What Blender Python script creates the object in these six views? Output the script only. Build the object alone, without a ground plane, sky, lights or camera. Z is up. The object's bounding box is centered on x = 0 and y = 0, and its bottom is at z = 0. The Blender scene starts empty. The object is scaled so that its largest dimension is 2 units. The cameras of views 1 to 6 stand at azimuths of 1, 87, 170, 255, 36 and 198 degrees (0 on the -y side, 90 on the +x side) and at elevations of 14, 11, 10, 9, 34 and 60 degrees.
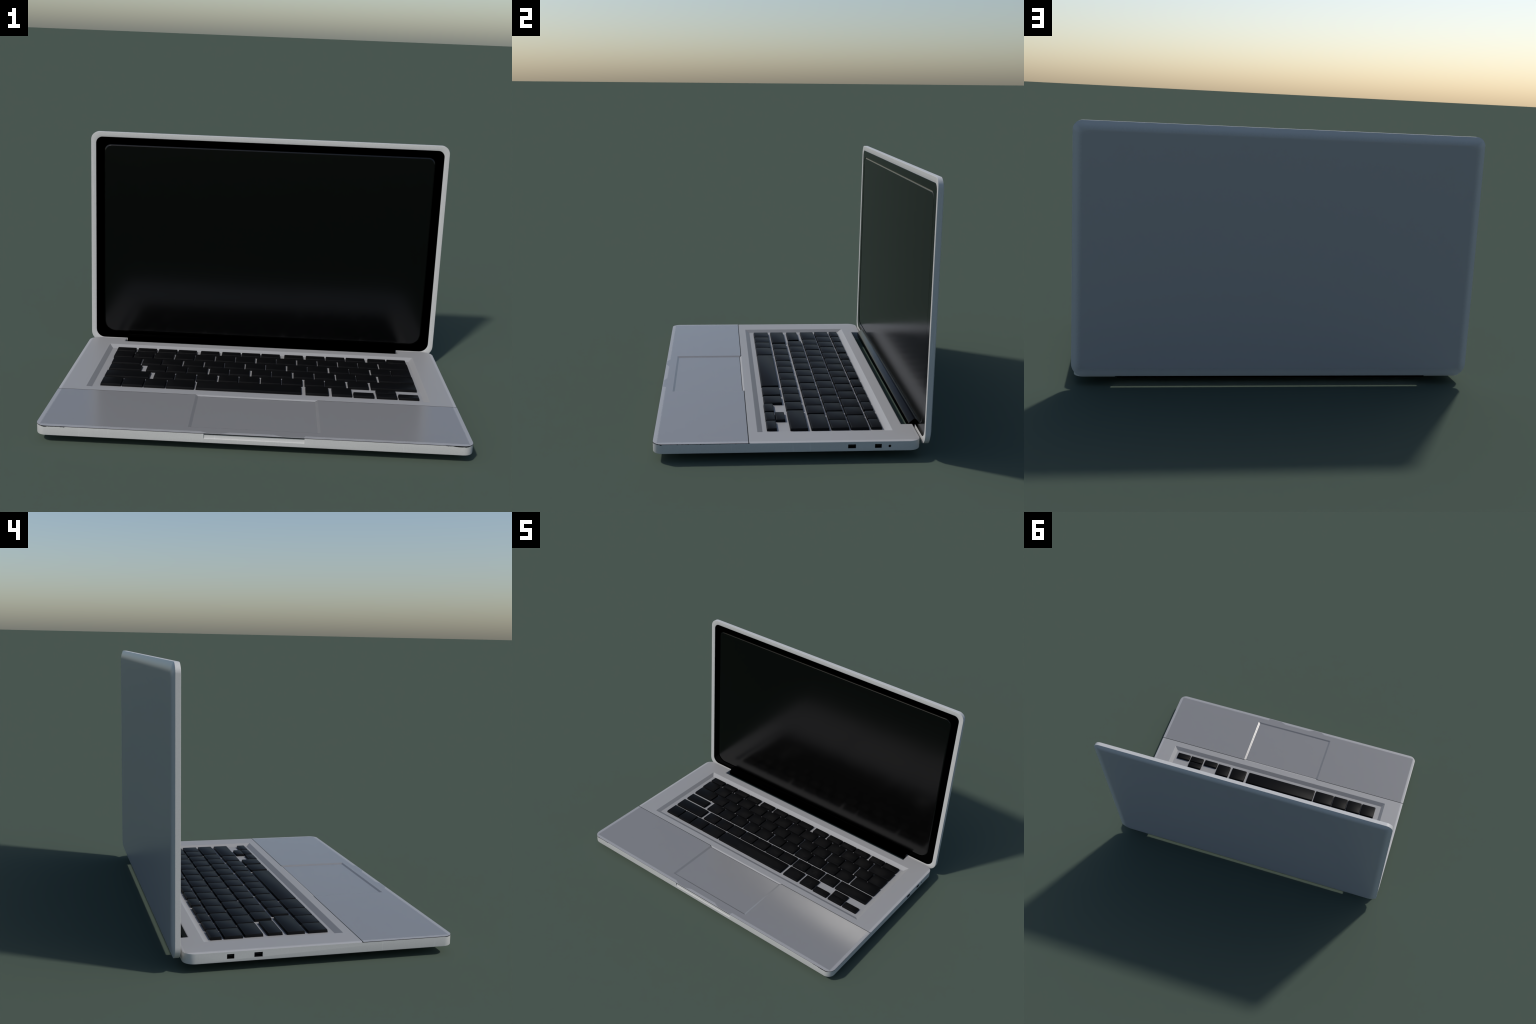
"""Open aluminium notebook computer: base shell, keyboard deck with single keys,
palm rest with recessed trackpad, black hinge barrel, lid with glass bezel and
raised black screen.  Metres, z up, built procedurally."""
import bpy, bmesh, math, random
from mathutils import Vector

random.seed(7)
SCENE = bpy.context.scene.collection

# ------------------------------------------------------------------ sizes
X_LEFT, X_RIGHT = -1.0, 0.992          # base is a touch narrower than the lid
Y_FRONT, Y_REAR = -0.640, 0.583
Z_UNDER = 0.0395                       # underside of the base
Z_WALL = 0.0832                        # top of the side walls
Z_DECK, Z_PALM = 0.0870, 0.0868
Y_SEAM = -0.2045                       # joint between deck and palm rest
NOTCH_L, NOTCH_R, Y_NOTCH = -0.7920, 0.7905, 0.5295
R_FRONT, R_REAR = 0.046, 0.052
KB_OUT = (-0.8700, 0.8685, -0.1640, 0.4750)
KB_IN = (-0.8450, 0.8400, -0.1345, 0.4425)
Z_KEYBED = 0.0713
PAD_OUT = (-0.3090, 0.3010, -0.5825)
PAD_IN = (-0.2940, 0.2870, -0.5715)
Z_PAD = 0.0816
LID_X, LID_Z0, LID_Z1 = 1.0, 0.0550, 1.2872
LID_R_TOP, LID_R_BOT = 0.046, 0.062


# ------------------------------------------------------------------ materials
def new_material(name):
    m = bpy.data.materials.new(name)
    m.use_nodes = True
    nt = m.node_tree
    return m, nt, nt.nodes["Principled BSDF"]


def ramp(nt, src, stops):
    r = nt.nodes.new("ShaderNodeValToRGB")
    while len(r.color_ramp.elements) < len(stops):
        r.color_ramp.elements.new(0.5)
    for e, (p, c) in zip(r.color_ramp.elements, stops):
        e.position = p
        e.color = c if len(c) == 4 else (*c, 1)
    nt.links.new(src, r.inputs[0])
    return r


def noise(nt, scale, detail=3.0, stretch=(1, 1, 1), rot=(0, 0, 0)):
    tc = nt.nodes.new("ShaderNodeTexCoord")
    mp = nt.nodes.new("ShaderNodeMapping")
    mp.inputs["Scale"].default_value = stretch
    mp.inputs["Rotation"].default_value = rot
    n = nt.nodes.new("ShaderNodeTexNoise")
    n.inputs["Scale"].default_value = scale
    n.inputs["Detail"].default_value = detail
    nt.links.new(tc.outputs["Object"], mp.inputs["Vector"])
    nt.links.new(mp.outputs["Vector"], n.inputs["Vector"])
    return n


def maths(nt, op, a, b=None):
    m = nt.nodes.new("ShaderNodeMath")
    m.operation = op
    for k, v in ((0, a), (1, b)):
        if v is None:
            continue
        if isinstance(v, (int, float)):
            m.inputs[k].default_value = v
        else:
            nt.links.new(v, m.inputs[k])
    return m.outputs[0]


def aluminium(name, colour, rough, grain=0.0, scratches=0.0, spec=0.5, rim=None):
    """Painted-looking aluminium.  grain: fine mottling; scratches: faint slanting marks;
    rim: (function giving the distance to the outer edge from x, y, z sockets,
          rim colour, rim roughness, start, end) lightens a band along the edge."""
    m, nt, p = new_material(name)
    p.inputs["Specular IOR Level"].default_value = spec
    n = noise(nt, 170.0, 4.0)

    def tone(c, g):
        r = ramp(nt, n.outputs["Fac"], [(0.3, tuple(v * (1 - g) for v in c)), (0.7, tuple(min(1, v * (1 + g)) for v in c))])
        return r.outputs["Color"]

    def blend(fac, a, b):
        mix = nt.nodes.new("ShaderNodeMix")
        mix.data_type = 'RGBA'
        nt.links.new(fac, mix.inputs["Factor"])
        nt.links.new(a, mix.inputs["A"])
        nt.links.new(b, mix.inputs["B"])
        return mix.outputs["Result"]

    out = tone(colour, grain)
    if scratches:
        s = noise(nt, 24.0, 2.0, (2.2, 2.2, 0.18), (0.0, 0.55, 0.25))
        sm = ramp(nt, s.outputs["Fac"], [(0.69, (0, 0, 0)), (0.73, (1, 1, 1))])
        out = blend(maths(nt, 'MULTIPLY', sm.outputs["Color"], scratches), out, tone([v * 1.35 for v in colour], grain))
    p.inputs["Roughness"].default_value = rough
    if grain > 0.01:
        rr = ramp(nt, n.outputs["Fac"], [(0.3, (rough - 0.03,) * 3), (0.7, (rough + 0.03,) * 3)])
        nt.links.new(rr.outputs["Color"], p.inputs["Roughness"])
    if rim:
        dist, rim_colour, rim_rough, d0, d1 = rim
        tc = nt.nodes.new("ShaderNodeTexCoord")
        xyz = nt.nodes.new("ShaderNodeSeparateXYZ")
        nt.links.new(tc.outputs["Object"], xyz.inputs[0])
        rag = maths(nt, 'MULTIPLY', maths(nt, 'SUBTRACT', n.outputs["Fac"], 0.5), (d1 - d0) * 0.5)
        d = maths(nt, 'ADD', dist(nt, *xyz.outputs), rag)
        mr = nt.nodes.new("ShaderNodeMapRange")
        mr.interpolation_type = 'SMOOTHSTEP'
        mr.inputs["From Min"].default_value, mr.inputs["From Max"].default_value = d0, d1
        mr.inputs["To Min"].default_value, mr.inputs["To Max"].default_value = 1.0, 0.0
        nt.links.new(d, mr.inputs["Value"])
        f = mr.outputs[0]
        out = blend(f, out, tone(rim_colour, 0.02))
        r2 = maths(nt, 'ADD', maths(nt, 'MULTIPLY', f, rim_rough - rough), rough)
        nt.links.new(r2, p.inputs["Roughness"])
    nt.links.new(out, p.inputs["Base Color"])
    return m


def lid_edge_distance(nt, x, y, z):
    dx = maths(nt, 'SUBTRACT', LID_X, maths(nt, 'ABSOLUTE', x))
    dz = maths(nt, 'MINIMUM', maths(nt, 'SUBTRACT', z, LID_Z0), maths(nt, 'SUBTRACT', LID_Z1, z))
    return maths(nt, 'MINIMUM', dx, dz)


def side_edge_distance(nt, x):
    return maths(nt, 'MINIMUM', maths(nt, 'SUBTRACT', x, X_LEFT), maths(nt, 'SUBTRACT', X_RIGHT, x))


def deck_edge_distance(nt, x, y, z):
    return maths(nt, 'MINIMUM', side_edge_distance(nt, x), maths(nt, 'ADD', maths(nt, 'SUBTRACT', Y_REAR, y), 0.006))


def palm_edge_distance(nt, x, y, z):
    """Front rim dies away beside both ends of the thumb recess."""
    bare = ramp(nt, maths(nt, 'ADD', x, 0.5),
                [(0.255, (0, 0, 0)), (0.285, (1, 1, 1)), (0.345, (1, 1, 1)), (0.385, (0, 0, 0)),
                 (0.585, (0, 0, 0)), (0.625, (1, 1, 1)), (0.722, (1, 1, 1)), (0.730, (0, 0, 0))])
    dy = maths(nt, 'ADD', maths(nt, 'SUBTRACT', y, Y_FRONT), maths(nt, 'MULTIPLY', bare.outputs["Color"], 0.016))
    return maths(nt, 'MINIMUM', side_edge_distance(nt, x), dy)


def plain(name, colour, rough, metallic=0.0, spec=0.5, vary=0.0):
    m, nt, p = new_material(name)
    p.inputs["Metallic"].default_value = metallic
    p.inputs["Roughness"].default_value = rough
    p.inputs["Specular IOR Level"].default_value = spec
    n = noise(nt, 60.0, 2.0)
    r = ramp(nt, n.outputs["Fac"], [(0.3, tuple(c * (1 - vary) for c in colour)),
                                    (0.7, tuple(c * (1 + vary) for c in colour))])
    nt.links.new(r.outputs["Color"], p.inputs["Base Color"])
    return m


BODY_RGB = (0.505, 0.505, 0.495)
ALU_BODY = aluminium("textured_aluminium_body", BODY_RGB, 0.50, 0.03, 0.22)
ALU_DECK = aluminium("satin_aluminium_deck", (0.295, 0.295, 0.298), 0.48, 0.004,
                     rim=(deck_edge_distance, (0.37, 0.37, 0.375), 0.5, 0.012, 0.019))
ALU_PALM = aluminium("smooth_aluminium_palm", (0.217, 0.217, 0.219), 0.20, 0.003, spec=0.85,
                     rim=(palm_edge_distance, (0.31, 0.31, 0.315), 0.34, 0.014, 0.024))
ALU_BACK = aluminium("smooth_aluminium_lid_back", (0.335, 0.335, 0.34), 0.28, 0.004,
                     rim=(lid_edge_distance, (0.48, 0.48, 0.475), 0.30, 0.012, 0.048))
KEY_BLACK = plain("matt_black_key_plastic", (0.0032, 0.0032, 0.0034), 0.46, 0.0, 0.11, 0.1)
GLASS_BLACK = plain("black_bezel_glass", (0.0, 0.0, 0.0), 0.16, 1.0)
SCREEN_BLACK = plain("dark_screen_glass", (0.0002, 0.0002, 0.0002), 0.18, 0.0, 0.36)
HINGE_BLACK = plain("black_hinge_enamel", (0.0, 0.0, 0.0), 0.24, 1.0)
GAP_BLACK = plain("dark_joint_gap", (0.006, 0.007, 0.007), 0.7, 0.0, 0.2)
PORT_BLACK = plain("dark_port_plastic", (0.006, 0.006, 0.007), 0.5, 0.0, 0.3)
RUBBER = plain("black_rubber", (0.008, 0.008, 0.008), 0.8, 0.0, 0.2)


# ------------------------------------------------------------------ mesh helpers
def offset_polygon(poly, dists):
    """Move every edge i (from vertex i to i+1) of a CCW polygon inwards by dists[i]."""
    n, out = len(poly), []
    for i in range(n):
        a, b, c = (Vector(poly[(i + k) % n]) for k in (-1, 0, 1))
        d1, d2 = (b - a).normalized(), (c - b).normalized()
        n1, n2 = Vector((-d1.y, d1.x)), Vector((-d2.y, d2.x))
        o1, o2 = dists[(i - 1) % n], dists[i]
        det = n1.x * n2.y - n1.y * n2.x
        k1, k2 = n1.dot(b) + o1, n2.dot(b) + o2
        out.append(((k1 * n2.y - k2 * n1.y) / det, (n1.x * k2 - n2.x * k1) / det))
    return out


def round_polygon(poly, radii, steps=10):
    """CCW polygon with every corner replaced by an arc (radius 0 keeps steps+1 equal points out)."""
    n, out = len(poly), []
    for i in range(n):
        r = radii[i]
        a, b, c = (Vector(poly[(i + k) % n]) for k in (-1, 0, 1))
        if r <= 0:
            out.append((b.x, b.y))
            continue
        d1, d2 = (a - b).normalized(), (c - b).normalized()
        ang = d1.angle(d2)
        t = r / math.tan(ang / 2)
        centre = b + (d1 + d2).normalized() * (r / math.sin(ang / 2))
        p1, p2 = b + d1 * t, b + d2 * t
        a1 = math.atan2(p1.y - centre.y, p1.x - centre.x)
        a2 = math.atan2(p2.y - centre.y, p2.x - centre.x)
        da = (a2 - a1 + math.pi) % (2 * math.pi) - math.pi
        for s in range(steps + 1):
            w = a1 + da * s / steps
            out.append((centre.x + r * math.cos(w), centre.y + r * math.sin(w)))
    return out


def rect(x0, x1, y0, y1):
    return [(x0, y0), (x1, y0), (x1, y1), (x0, y1)]


class Builder:
    """Small bmesh wrapper: loops of points, bridges between loops, caps."""

    def __init__(self, place=lambda x, y, z: (x, y, z)):
        self.bm, self.place = bmesh.new(), place

    def loop(self, pts, z):
        return [self.bm.verts.new(self.place(x, y, z)) for x, y in pts]

    def vert(self, x, y, z):
        return self.bm.verts.new(self.place(x, y, z))

    def bridge(self, a, b, closed=True):
        n = len(a)
        for i in range(n if closed else n - 1):
            j = (i + 1) % n
            self.bm.faces.new((a[i], a[j], b[j], b[i]))

    def cap(self, loop, flip=False):
        self.bm.faces.new(loop[::-1] if flip else loop)

    def fill(self, *loops):
        edges = []
        for lp in loops:
            for i in range(len(lp)):
                v, w = lp[i], lp[(i + 1) % len(lp)]
                edges.append(self.bm.edges.get((v, w)) or self.bm.edges.new((v, w)))
        bmesh.ops.triangle_fill(self.bm, use_beauty=True, edges=edges)

    def quad(self, *v):
        self.bm.faces.new(v)

    def done(self, name, material, parent, angle=30, weighted=False):
        bm = self.bm
        bmesh.ops.remove_doubles(bm, verts=bm.verts, dist=1e-6)
        bmesh.ops.recalc_face_normals(bm, faces=bm.faces)
        me = bpy.data.meshes.new(name)
        bm.to_mesh(me)
        bm.free()
        return add_object(name, me, material, parent, angle, weighted)


def add_object(name, me, material, parent, angle=30, weighted=False):
    for p in me.polygons:
        p.use_smooth = True
    me.set_sharp_from_angle(angle=math.radians(angle))
    if not me.materials:
        me.materials.append(material)
    ob = bpy.data.objects.new(name, me)
    SCENE.objects.link(ob)
    ob.parent = parent
    if weighted:
        w = ob.modifiers.new("face_weighted_normals", 'WEIGHTED_NORMAL')
        w.mode, w.weight, w.keep_sharp = 'FACE_AREA', 100, True
    return ob


def sharpen_mitres(ob, chains):
    """Mark the edges that run down the corners of a recess as sharp."""
    ids = [[(round(x, 5), round(y, 5)) for x, y in c] for c in chains]
    vs = [(round(v.co.x, 5), round(v.co.y, 5)) for v in ob.data.vertices]
    for e in ob.data.edges:
        a, b = (vs[k] for k in e.vertices)
        if a != b and any(a in c and b in c for c in ids):
            e.use_edge_sharp = True


def cut(ob, cutters):
    """Boolean difference, applied; the cutters are deleted."""
    for c in cutters:
        m = ob.modifiers.new("cut", 'BOOLEAN')
        m.operation, m.solver, m.object = 'DIFFERENCE', 'EXACT', c
    bpy.context.view_layer.update()
    dg = bpy.context.evaluated_depsgraph_get()
    me = bpy.data.meshes.new_from_object(ob.evaluated_get(dg))
    ob.modifiers.clear()
    old = ob.data
    ob.data = me
    bpy.data.meshes.remove(old)
    for c in cutters:
        bpy.data.objects.remove(c)
    for p in me.polygons:
        p.use_smooth = True
    me.set_sharp_from_angle(angle=math.radians(30))


def box_builder(x0, x1, y0, y1, z0, z1):
    b = Builder()
    lo, hi = b.loop(rect(x0, x1, y0, y1), z0), b.loop(rect(x0, x1, y0, y1), z1)
    b.cap(lo, True)
    b.bridge(lo, hi)
    b.cap(hi)
    return b


# ------------------------------------------------------------------ root
laptop = bpy.data.objects.new("laptop", None)
SCENE.objects.link(laptop)
laptop["label"] = "open silver aluminium laptop with black keys and dark screen"
laptop["category"] = "laptop"

# ------------------------------------------------------------------ base shell
# plan outline, CCW from the front left corner, with the hinge notch at the rear
BASE = [(X_LEFT, Y_FRONT), (X_RIGHT, Y_FRONT), (X_RIGHT, Y_REAR), (NOTCH_R, Y_REAR),
        (NOTCH_R, Y_NOTCH), (NOTCH_L, Y_NOTCH), (NOTCH_L, Y_REAR), (X_LEFT, Y_REAR)]
BASE_R = [R_FRONT, R_FRONT, R_REAR, 0, 0, 0, 0, R_REAR]


def base_outline(d):
    return round_polygon(offset_polygon(BASE, [d] * 8), [max(r - d, 0.0) for r in BASE_R])


b = Builder()
l0 = b.loop(base_outline(0.003), Z_UNDER)
l1 = b.loop(base_outline(0.0006), Z_UNDER + 0.001)
l2 = b.loop(base_outline(0.0), Z_UNDER + 0.0035)
l3 = b.loop(base_outline(0.0), Z_WALL)
b.cap(l0, True)
b.bridge(l0, l1)
b.bridge(l1, l2)
b.bridge(l2, l3)
l4 = b.loop(base_outline(0.030), Z_WALL)           # hollow tray inside the walls
l5 = b.loop(base_outline(0.030), Z_UNDER + 0.010)
b.bridge(l3, l4)
b.bridge(l4, l5)
b.cap(l5)
base_shell = b.done("base_shell", ALU_BODY, laptop)

# thumb recess in the front wall under the palm rest, and the side ports
cutters = []
prof = [(-0.6500, 0.0598), (-0.6400, 0.0600), (-0.6366, 0.0608), (-0.6358, 0.0640), (-0.6355, 0.0900), (-0.6500, 0.0900)]
b = Builder()
lo = [b.vert(-0.2315, y, z) for y, z in prof]
hi = [b.vert(0.2255, y, z) for y, z in prof]
b.cap(lo)
b.bridge(lo, hi)
b.cap(hi, True)
cutters.append(b.done("thumb_cutter", ALU_BODY, None))
PORTS = [(1, 0.245, 0.2815, 0.0535, 0.0727), (1, 0.3682, 0.3998, 0.0535, 0.0730),
         (-1, 0.3682, 0.4000, 0.0535, 0.0748), (-1, 0.2448, 0.2816, 0.0535, 0.0748)]
for side, y0, y1, z0, z1 in PORTS:
    xs = X_RIGHT if side > 0 else X_LEFT
    x0, x1 = sorted((xs + side * 0.01, xs - side * 0.03))
    cutters.append(box_builder(x0, x1, y0, y1, z0, z1).done("port_cutter", ALU_BODY, None))
b = Builder()
ring = [(0.4368 + 0.0064 * math.cos(a * math.tau / 20), 0.0626 + 0.0064 * math.sin(a * math.tau / 20)) for a in range(20)]
lo = [b.vert(X_RIGHT - 0.03, y, z) for y, z in ring]
hi = [b.vert(X_RIGHT + 0.01, y, z) for y, z in ring]
b.cap(lo, True)
b.bridge(lo, hi)
b.cap(hi)
cutters.append(b.done("jack_cutter", ALU_BODY, None))
cut(base_shell, cutters)

# port linings: dark open boxes with a tongue
for side, y0, y1, z0, z1 in PORTS:
    xs = X_RIGHT if side > 0 else X_LEFT
    b = Builder()
    front, back = xs - side * 0.0012, xs - side * 0.028
    outer = rect(y0 + 0.0002, y1 - 0.0002, z0 + 0.0002, z1 - 0.0002)
    inner = rect(y0 + 0.0014, y1 - 0.0014, z0 + 0.0014, z1 - 0.0014)
    o = [b.vert(front, y, z) for y, z in outer]
    i = [b.vert(front, y, z) for y, z in inner]
    k = [b.vert(back, y, z) for y, z in inner]
    b.bridge(o, i)
    b.bridge(i, k)
    b.cap(k)
    zc = (z0 + z1) / 2
    t = rect(y0 + 0.005, y1 - 0.005, zc, zc + 0.003)
    tf = [b.vert(xs - side * 0.006, y, z) for y, z in t]
    tb = [b.vert(back, y, z) for y, z in t]
    b.cap(tf)
    b.bridge(tf, tb)
    b.done("port", PORT_BLACK, base_shell)
b = Builder()
rings = [[b.vert(x, 0.4368 + r * math.cos(a * math.tau / 20), 0.0626 + r * math.sin(a * math.tau / 20)) for a in range(20)]
         for x, r in ((X_RIGHT - 0.001, 0.0062), (X_RIGHT - 0.001, 0.0050), (X_RIGHT - 0.028, 0.0050))]
b.bridge(rings[0], rings[1])
b.bridge(rings[1], rings[2])
b.cap(rings[2])
b.done("audio_jack", PORT_BLACK, base_shell)

# rubber feet
b = Builder()
rings = [b.loop([(r * math.cos(a * math.tau / 32), r * math.sin(a * math.tau / 32)) for a in range(32)], z)
         for r, z in ((0.040, 0.0), (0.044, 0.002), (0.048, Z_UNDER + 0.001))]
b.cap(rings[0], True)
b.bridge(rings[0], rings[1])
b.bridge(rings[1], rings[2])
b.cap(rings[2])
foot = b.done("foot", RUBBER, base_shell)
feet = [foot] + [foot.copy() for _ in range(3)]
for f, (x, y) in zip(feet, ((-0.800, -0.450), (0.792, -0.450), (-0.800, 0.390), (0.792, 0.390))):
    f.location = (x, y, 0)
    if f is not foot:
        SCENE.objects.link(f)

# ------------------------------------------------------------------ keyboard deck
DECK = [(X_LEFT, Y_SEAM), (X_RIGHT, Y_SEAM)] + BASE[2:]
DECK_R = [0, 0] + BASE_R[2:]


def deck_outline(d, dseam, dnotch):
    ds = [dseam, d, d * 0.7, dnotch, dnotch, dnotch, d * 0.7, d]
    return round_polygon(offset_polygon(DECK, ds), [max(r - d, 0.0) if r else 0 for r in DECK_R])


b = Builder()
loops = [b.loop(deck_outline(0, 0, 0), Z_WALL),
         b.loop(deck_outline(0, 0, 0), Z_DECK - 0.0024),
         b.loop(deck_outline(0.003, 0, 0.001), Z_DECK - 0.0013),
         b.loop(deck_outline(0.009, 0, 0.003), Z_DECK - 0.0004),
         b.loop(deck_outline(0.018, 0, 0.006), Z_DECK)]
for i in range(len(loops) - 1):
    b.bridge(loops[i], loops[i + 1])


def well(d, inner=KB_IN, outer=KB_OUT):
    """Rectangle between the rim (0) and the floor (1) of the key well."""
    return rect(*[o + (q - o) * d for o, q in zip(outer, inner)])


w0 = b.loop(well(0.0), Z_DECK)
w1 = b.loop(well(0.10), Z_DECK - 0.05 * (Z_DECK - Z_KEYBED))
w2 = b.loop(well(0.90), Z_DECK - 0.95 * (Z_DECK - Z_KEYBED))
w3 = b.loop(well(1.0), Z_KEYBED)
b.fill(loops[-1], w0)
inside = [f for f in b.bm.faces if abs(f.normal.z) > 0.99 and f.calc_center_median().z > Z_DECK - 1e-5
          and KB_OUT[0] < f.calc_center_median().x < KB_OUT[1] and KB_OUT[2] < f.calc_center_median().y < KB_OUT[3]]
bmesh.ops.delete(b.bm, geom=inside, context='FACES_ONLY')
b.bridge(w0, w1)
b.bridge(w1, w2)
b.bridge(w2, w3)
b.cap(w3)
# sloping lip that runs down to the trackpad
y0 = Y_SEAM + 0.0012
lip = [(PAD_OUT[0], y0, Z_DECK - 0.0002), (PAD_OUT[1], y0, Z_DECK - 0.0002),
       (PAD_IN[1], Y_SEAM - 0.0085, Z_PAD + 0.0004), (PAD_IN[0], Y_SEAM - 0.0085, Z_PAD + 0.0004)]
lv = [b.vert(*p) for p in lip]
lb = [b.vert(x, y, Z_PAD - 0.001) for x, y, z in lip]
b.quad(*lv)
b.bridge(lv, lb)
keyboard_deck = b.done("keyboard_deck", ALU_DECK, laptop, 23, True)
sharpen_mitres(keyboard_deck, [[well(t)[k] for t in (0.0, 0.10, 0.90, 1.0)] for k in range(4)])
keyboard_deck.data.materials.append(ALU_BODY)
for f in keyboard_deck.data.polygons:          # the outer walls match the base shell
    c = f.center
    if abs(f.normal.z) < 0.3 and (c.x < -0.94 or c.x > 0.93 or c.y > 0.51):
        f.material_index = 1

# ------------------------------------------------------------------ palm rest and trackpad
Y_PALM_REAR = Y_SEAM - 0.0040
PALM = [(X_LEFT, Y_FRONT), (X_RIGHT, Y_FRONT), (X_RIGHT, Y_PALM_REAR), (PAD_OUT[1], Y_PALM_REAR),
        (PAD_OUT[1], PAD_OUT[2]), (PAD_OUT[0], PAD_OUT[2]), (PAD_OUT[0], Y_PALM_REAR), (X_LEFT, Y_PALM_REAR)]
PALM_R = [R_FRONT, R_FRONT, 0, 0, 0, 0, 0, 0]


def palm_outline(d):
    return round_polygon(offset_polygon(PALM, [d, d, 0, 0, 0, 0, 0, d]),
                         [max(r - d, 0.0) if r else 0 for r in PALM_R])


Z_PALM_EDGE = Z_WALL + 0.0023
b = Builder()
loops = [b.loop(palm_outline(0.004), Z_PALM_EDGE - 0.0003),
         b.loop(palm_outline(0.0004), Z_PALM_EDGE),
         b.loop(palm_outline(0.0), Z_PALM_EDGE + 0.0004),
         b.loop(palm_outline(0.0016), Z_PALM_EDGE + 0.0007),
         b.loop(palm_outline(0.010), Z_PALM - 0.0002),
         b.loop(palm_outline(0.020), Z_PALM)]
for i in range(len(loops) - 1):
    b.bridge(loops[i], loops[i + 1])
b.cap(loops[-1])
# slopes of the trackpad recess
n = len(loops[-1])
top = loops[-1]
corner = {k: min(top, key=lambda v: (v.co.x - PALM[k][0]) ** 2 + (v.co.y - PALM[k][1]) ** 2) for k in (3, 4, 5, 6)}
Y_PAD_REAR = Y_SEAM - 0.0115
low = {3: b.vert(PAD_IN[1], Y_PAD_REAR, Z_PAD), 4: b.vert(PAD_IN[1], PAD_IN[2], Z_PAD),
       5: b.vert(PAD_IN[0], PAD_IN[2], Z_PAD), 6: b.vert(PAD_IN[0], Y_PAD_REAR, Z_PAD)}
EASE = ((0.18, 0.09), (0.82, 0.91))       # the slopes ease in and out (run, drop)
rings = [corner]
for run_, drop in EASE:
    rings.append({k: b.vert(*[corner[k].co[i] + (low[k].co[i] - corner[k].co[i]) * (drop if i == 2 else run_) for i in range(3)])
                  for k in corner})
rings.append(low)
for r0, r1 in zip(rings, rings[1:]):
    for p, q in ((3, 4), (4, 5), (5, 6)):
        b.quad(r0[p], r0[q], r1[q], r1[p])
mitres = [[(r[k].co.x, r[k].co.y) for r in rings] for k in (3, 4, 5, 6)]
palm_rest = b.done("palm_rest", ALU_PALM, laptop, 20, True)
sharpen_mitres(palm_rest, mitres)
b = Builder()
pt = b.loop(rect(PAD_IN[0], PAD_IN[1], PAD_IN[2], Y_PAD_REAR), Z_PAD)
pb = b.loop(rect(PAD_IN[0], PAD_IN[1], PAD_IN[2], Y_PAD_REAR), Z_PAD - 0.003)
b.cap(pt)
b.bridge(pb, pt)
b.cap(pb, True)
b.done("trackpad", ALU_PALM, palm_rest)

# dark joint under the palm rest and along the deck seam
JOINT = [(X_LEFT, Y_FRONT), (X_RIGHT, Y_FRONT), (X_RIGHT, Y_SEAM + 0.002), (X_LEFT, Y_SEAM + 0.002)]


def joint_outline(d):
    return round_polygon(offset_polygon(JOINT, [d, d, 0, d]), [R_FRONT - d, R_FRONT - d, 0, 0])


b = Builder()
out, inn = joint_outline(0.0006), joint_outline(0.02)
a0, a1 = b.loop(out, Z_WALL - 0.002), b.loop(out, Z_PALM_EDGE + 0.0002)
b.bridge(a0, a1)
c0, c1 = b.loop(inn, Z_WALL - 0.002), b.loop(inn, Z_PALM_EDGE + 0.0002)
b.bridge(a1, c1)
b.bridge(c1, c0)
b.bridge(c0, a0)
# black strips between deck and palm rest, dipping at the trackpad
yf, yb = Y_PALM_REAR - 0.0006, Y_SEAM + 0.0006
zt, zb = Z_PALM - 0.0007, Z_WALL - 0.004
for x0, x1 in ((X_LEFT + 0.0006, PAD_OUT[0]), (PAD_OUT[1], X_RIGHT - 0.0006)):
    lo, hi = b.loop(rect(x0, x1, yf, yb), zb), b.loop(rect(x0, x1, yf, yb), zt)
    b.bridge(lo, hi)
    b.cap(hi)
lo = b.loop(rect(PAD_OUT[0], PAD_OUT[1], Y_PAD_REAR - 0.0006, Y_SEAM - 0.0080), Z_PAD - 0.004)
hi = b.loop(rect(PAD_IN[0], PAD_IN[1], Y_PAD_REAR - 0.0006, Y_SEAM - 0.0080), Z_PAD - 0.0004)
b.bridge(lo, hi)
b.cap(hi)
b.done("joint_gap", GAP_BLACK, base_shell)

# worn chips of the wall's top edge next to the two front corners: dark ragged slivers
b = Builder()
edge = round_polygon(offset_polygon(JOINT, [-0.0005] * 4), [R_FRONT, R_FRONT, 0, 0], 24)
path = [Vector(p) for p in edge]
fine = []
for i in range(len(path) - 1):
    seg = path[i + 1] - path[i]
    k = max(1, int(seg.length / 0.0035))
    fine += [path[i] + seg * (j / k) for j in range(k)]
depth = 0.0
prev = None
for p in fine:
    near = (p.y < -0.60 and (p.x < -0.865 or p.x > 0.865)) or (p.y < Y_SEAM and p.y > -0.63 and p.x > 0.98 and random.random() < 0.12)
    depth = max(0.0, min(0.0034, depth + random.uniform(-0.0016, 0.0016))) if near else 0.0
    cur = (b.vert(p.x, p.y, Z_WALL + 0.0012), b.vert(p.x, p.y, Z_WALL - depth))
    if prev and (near or prev[2]):
        b.quad(prev[0], cur[0], cur[1], prev[1])
    prev = (cur[0], cur[1], near)
bmesh.ops.delete(b.bm, geom=[v for v in b.bm.verts if not v.link_faces], context='VERTS')
chips = b.done("edge_wear", GAP_BLACK, base_shell)
chips["kind"] = "stuff"

# ------------------------------------------------------------------ keys
KEY_W, KEY_H = 0.0985, 0.0140


def run(*lefts, w=KEY_W):
    return [(x, x + w) for x in lefts]


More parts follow.
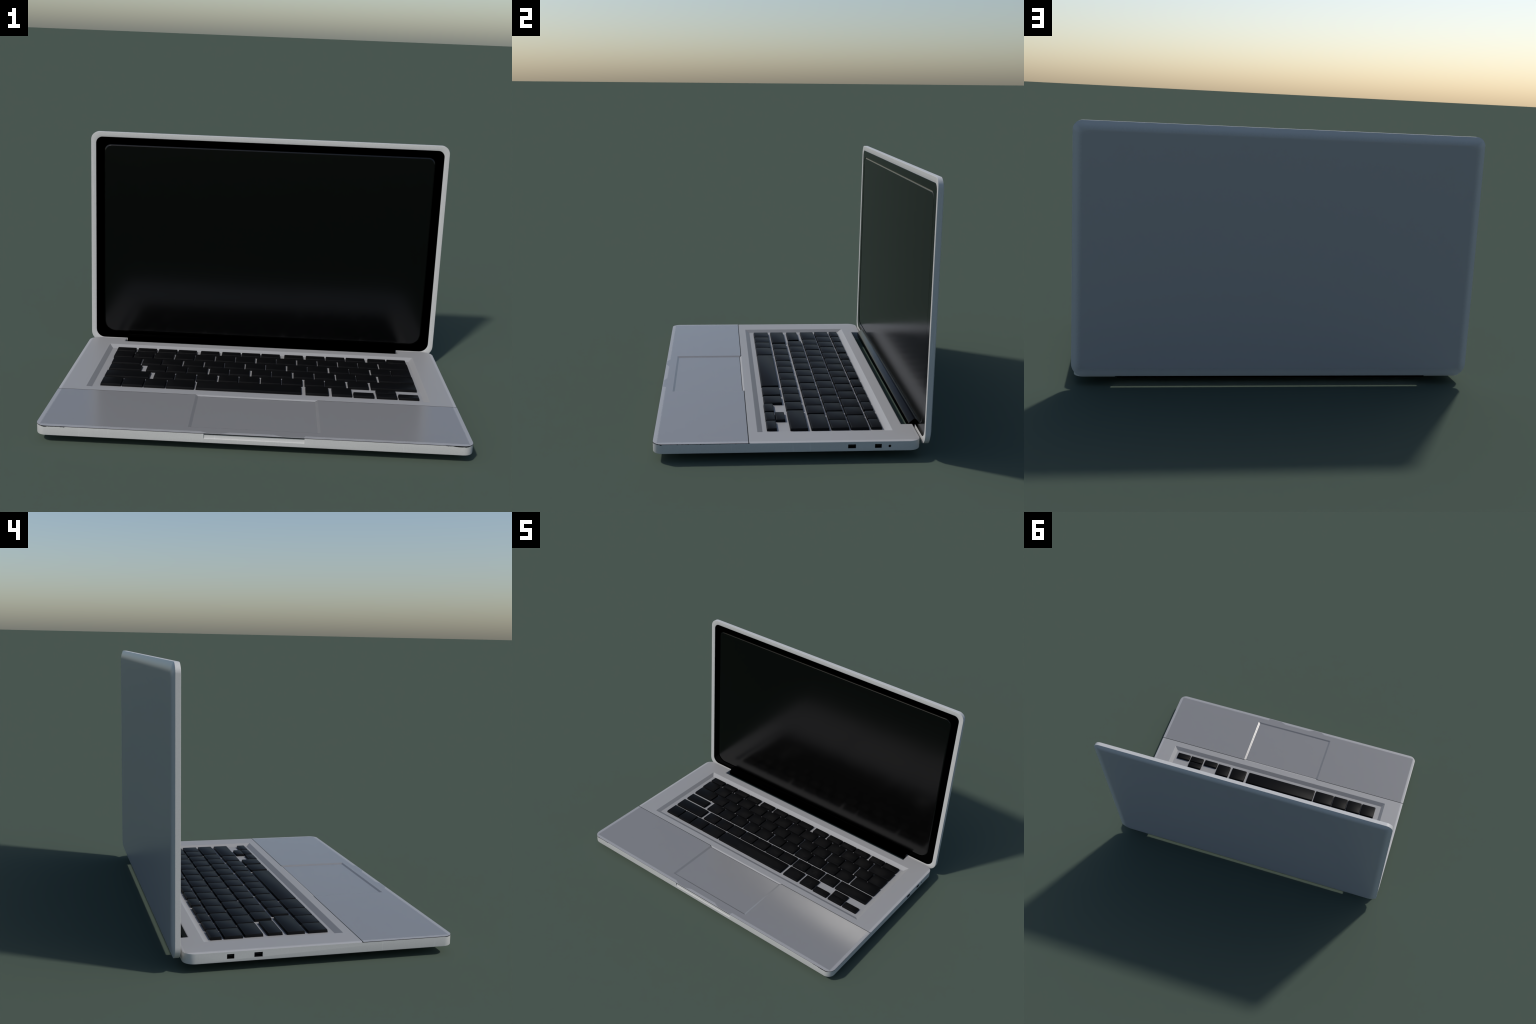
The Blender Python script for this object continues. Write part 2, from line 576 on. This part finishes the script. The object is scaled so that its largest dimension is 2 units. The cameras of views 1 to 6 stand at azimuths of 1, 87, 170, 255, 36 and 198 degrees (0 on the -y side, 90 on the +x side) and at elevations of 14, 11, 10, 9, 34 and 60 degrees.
ROWS = [  # (front y, back y, [(left x, right x) ...])
    (0.3810, 0.4290, run(-0.814, -0.697, -0.581, -0.469, -0.341, -0.220, -0.108, 0.003, 0.134, 0.256, 0.369, 0.482, 0.605, 0.7125)),
    (0.2845, 0.3670, run(-0.814, -0.702, -0.591, -0.475, -0.363, -0.249, -0.137, -0.020, 0.0915, 0.207, 0.3205, 0.435, 0.547) + [(0.663, 0.814)]),
    (0.1905, 0.2725, [(-0.808, -0.660)] + run(-0.643, -0.534, -0.418, -0.303, -0.193, -0.078, 0.034, 0.151, 0.2625, 0.381, 0.491, 0.609) + [(0.719, 0.814)]),
    (0.0960, 0.1770, [(-0.806, -0.643)] + run(-0.607, -0.496, -0.386, -0.268, -0.160, -0.041, 0.067, 0.184, 0.297, 0.413, 0.521) + [(0.641, 0.816)]),
    (-0.0040, 0.0765, [(-0.809, -0.584)] + run(-0.553, -0.4405, -0.3285, -0.2115, -0.104, 0.0105, 0.122, 0.2405, 0.349, 0.468) + [(0.587, 0.816)]),
    (-0.1115, -0.0215, [(-0.809, -0.711), (-0.699, -0.599), (-0.587, -0.486), (-0.473, -0.338), (-0.320, 0.223), (0.243, 0.362), (0.378, 0.481)]),
]
ARROWS = [(-0.1150, -0.0655, 0.488, 0.594), (-0.1150, -0.0665, 0.606, 0.711), (-0.0650, -0.0180, 0.606, 0.711), (-0.1150, -0.0665, 0.718, 0.822)]
CAPS = (0.1000, 0.1700)               # the long key left of the home row is a little shorter

key_meshes = {}


def key_mesh(w, d):
    tag = (round(w, 4), round(d, 4))
    if tag not in key_meshes:
        b = Builder()
        levels = ((0.0, 0.0, 0.003), (0.0014, 0.0112, 0.0034), (0.0022, 0.0131, 0.0036), (0.0040, KEY_H, 0.004))
        lps = [b.loop(round_polygon(rect(-w / 2 + i, w / 2 - i, -d / 2 + i, d / 2 - i), [r] * 4, 3), z) for i, z, r in levels]
        b.cap(lps[0], True)
        for p, q in zip(lps, lps[1:]):
            b.bridge(p, q)
        b.cap(lps[-1])
        bmesh.ops.recalc_face_normals(b.bm, faces=b.bm.faces)
        me = bpy.data.meshes.new("key")
        b.bm.to_mesh(me)
        b.bm.free()
        for p in me.polygons:
            p.use_smooth = True
        me.set_sharp_from_angle(angle=math.radians(24))
        me.materials.append(KEY_BLACK)
        key_meshes[tag] = me
    return key_meshes[tag]


def place_key(x0, x1, y0, y1):
    ob = bpy.data.objects.new("key", key_mesh(x1 - x0, y1 - y0))
    SCENE.objects.link(ob)
    ob.parent = keyboard_deck
    ob.location = ((x0 + x1) / 2, (y0 + y1) / 2, Z_KEYBED - 0.0004)
    return ob


FLARE = 0.0095                         # the right flank of every cap spreads this far
for row, (y0, y1, spans) in enumerate(ROWS):
    for col, (x0, x1) in enumerate(spans):
        limit = spans[col + 1][0] - 0.0035 if col + 1 < len(spans) else x1 + FLARE
        if row < 5 or col < 4:
            x1 = min(x1 + FLARE, limit)
        y1 = ROWS[row][1] + 0.0045
        if row == 3 and col == 0:
            place_key(x0, x1, *CAPS)
        else:
            place_key(x0, x1, y0, y1)
for y0, y1, x0, x1 in ARROWS:
    place_key(x0, x1, y0, y1)


# ------------------------------------------------------------------ lid
def lid_place(x, z, d):
    """Lid frame: x, height z and depth d behind the front face; leans back a hair."""
    return (x, 0.5957 + (z - 0.09) * 0.0065 + d, z)


def lid_outline(d, r_extra=0.0):
    p = rect(-LID_X + d, LID_X - d, LID_Z0 + d, LID_Z1 - d)
    rb, rt = max(LID_R_BOT - d * 0.45, 0.004), max(LID_R_TOP - d * 0.35, 0.004)
    return round_polygon(p, [rb, rb, rt, rt], 12)


b = Builder(lid_place)
FRAME = 0.0275                         # silver frame width
lv = [(FRAME, 0.0216), (FRAME, 0.0022), (0.0235, 0.0013), (0.0185, 0.0006), (0.013, 0.0001), (0.0028, 0.0), (0.0007, 0.0006), (0.0, 0.0022), (0.0, 0.0232)]
loops = [b.loop(lid_outline(i), d) for i, d in lv]
STEPS = 9
for s in range(1, STEPS + 1):
    t = s / STEPS
    loops.append(b.loop(lid_outline(0.0006 + 0.048 * t), 0.0236 + 0.0130 * (1 - (1 - t) ** 1.9)))
for p, q in zip(loops, loops[1:]):
    b.bridge(p, q)
b.cap(loops[-1])
b.cap(loops[0], True)
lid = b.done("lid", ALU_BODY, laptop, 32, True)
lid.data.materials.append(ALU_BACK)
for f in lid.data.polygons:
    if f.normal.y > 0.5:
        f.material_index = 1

# screen opening in the glass border, and the pane behind it with softly bevelled edges
SX, SZ0, SZ1 = 0.9262, 0.1225, 1.2190
GLASS_D = 0.0016
BEVEL = 0.0075


def pane_depth(z):
    return 0.0024 + (SZ1 - z) * 0.0009


def screen_outline(d):
    return round_polygon(rect(-SX + d, SX - d, SZ0 + d, SZ1 - d), [0.066 - d, 0.066 - d, 0.038 - d * 0.5, 0.038 - d * 0.5], 12)


b = Builder(lid_place)                 # black glass border, a ring with thickness
g = [b.loop(lid_outline(FRAME + i), d) for i, d in ((0.0002, 0.0205), (0.0002, GLASS_D + 0.0006), (0.0010, GLASS_D))]
b.bridge(g[0], g[1])
b.bridge(g[1], g[2])
hole = screen_outline(0.0)
h0, h1 = b.loop(hole, GLASS_D), b.loop(hole, 0.0205)
b.bridge(g[2], h0)
b.bridge(h0, h1)
b.bridge(h1, g[0])
b.done("glass_bezel", GLASS_BLACK, lid, 20)

b = Builder(lid_place)
rim_pts, top_pts = screen_outline(0.0003), screen_outline(BEVEL)
back = b.loop(rim_pts, 0.0204)
rim = [b.vert(x, z, pane_depth(z) + 0.0026) for x, z in rim_pts]
mid = [b.vert(x, z, pane_depth(z) + 0.0011) for x, z in screen_outline(0.0055)]
mid2 = [b.vert(x, z, pane_depth(z) + 0.0003) for x, z in screen_outline(0.0066)]
face = [b.vert(x, z, pane_depth(z)) for x, z in top_pts]
b.bridge(back, rim)
b.bridge(rim, mid)
b.bridge(mid, mid2)
b.bridge(mid2, face)
b.cap(face)
b.cap(back, True)
b.done("screen", SCREEN_BLACK, lid, 9)

# ------------------------------------------------------------------ hinge barrel in the notch
HINGE = [(0.6080, 0.0440), (0.6000, 0.0420), (0.5890, 0.0428), (0.5790, 0.0475), (0.5710, 0.0560), (0.5672, 0.0660),
         (0.5663, 0.0760), (0.5672, 0.0830), (0.5695, 0.0885), (0.5735, 0.0928), (0.5920, 0.1075), (0.5945, 0.1080), (0.6080, 0.1060)]
HINGE_C = (0.5920, 0.0730)
b = Builder()
prof = []
for xo, k in ((-0.7850, 0.92), (-0.7838, 0.97), (-0.7805, 1.0), (0.7780, 1.0), (0.7813, 0.97), (0.7825, 0.92)):
    prof.append([b.vert(xo, HINGE_C[0] + (y - HINGE_C[0]) * k, HINGE_C[1] + (z - HINGE_C[1]) * k) for y, z in HINGE])
for p, q in zip(prof, prof[1:]):
    b.bridge(p, q)
b.cap(prof[0])
b.cap(prof[-1], True)
b.done("hinge", HINGE_BLACK, laptop, 28)
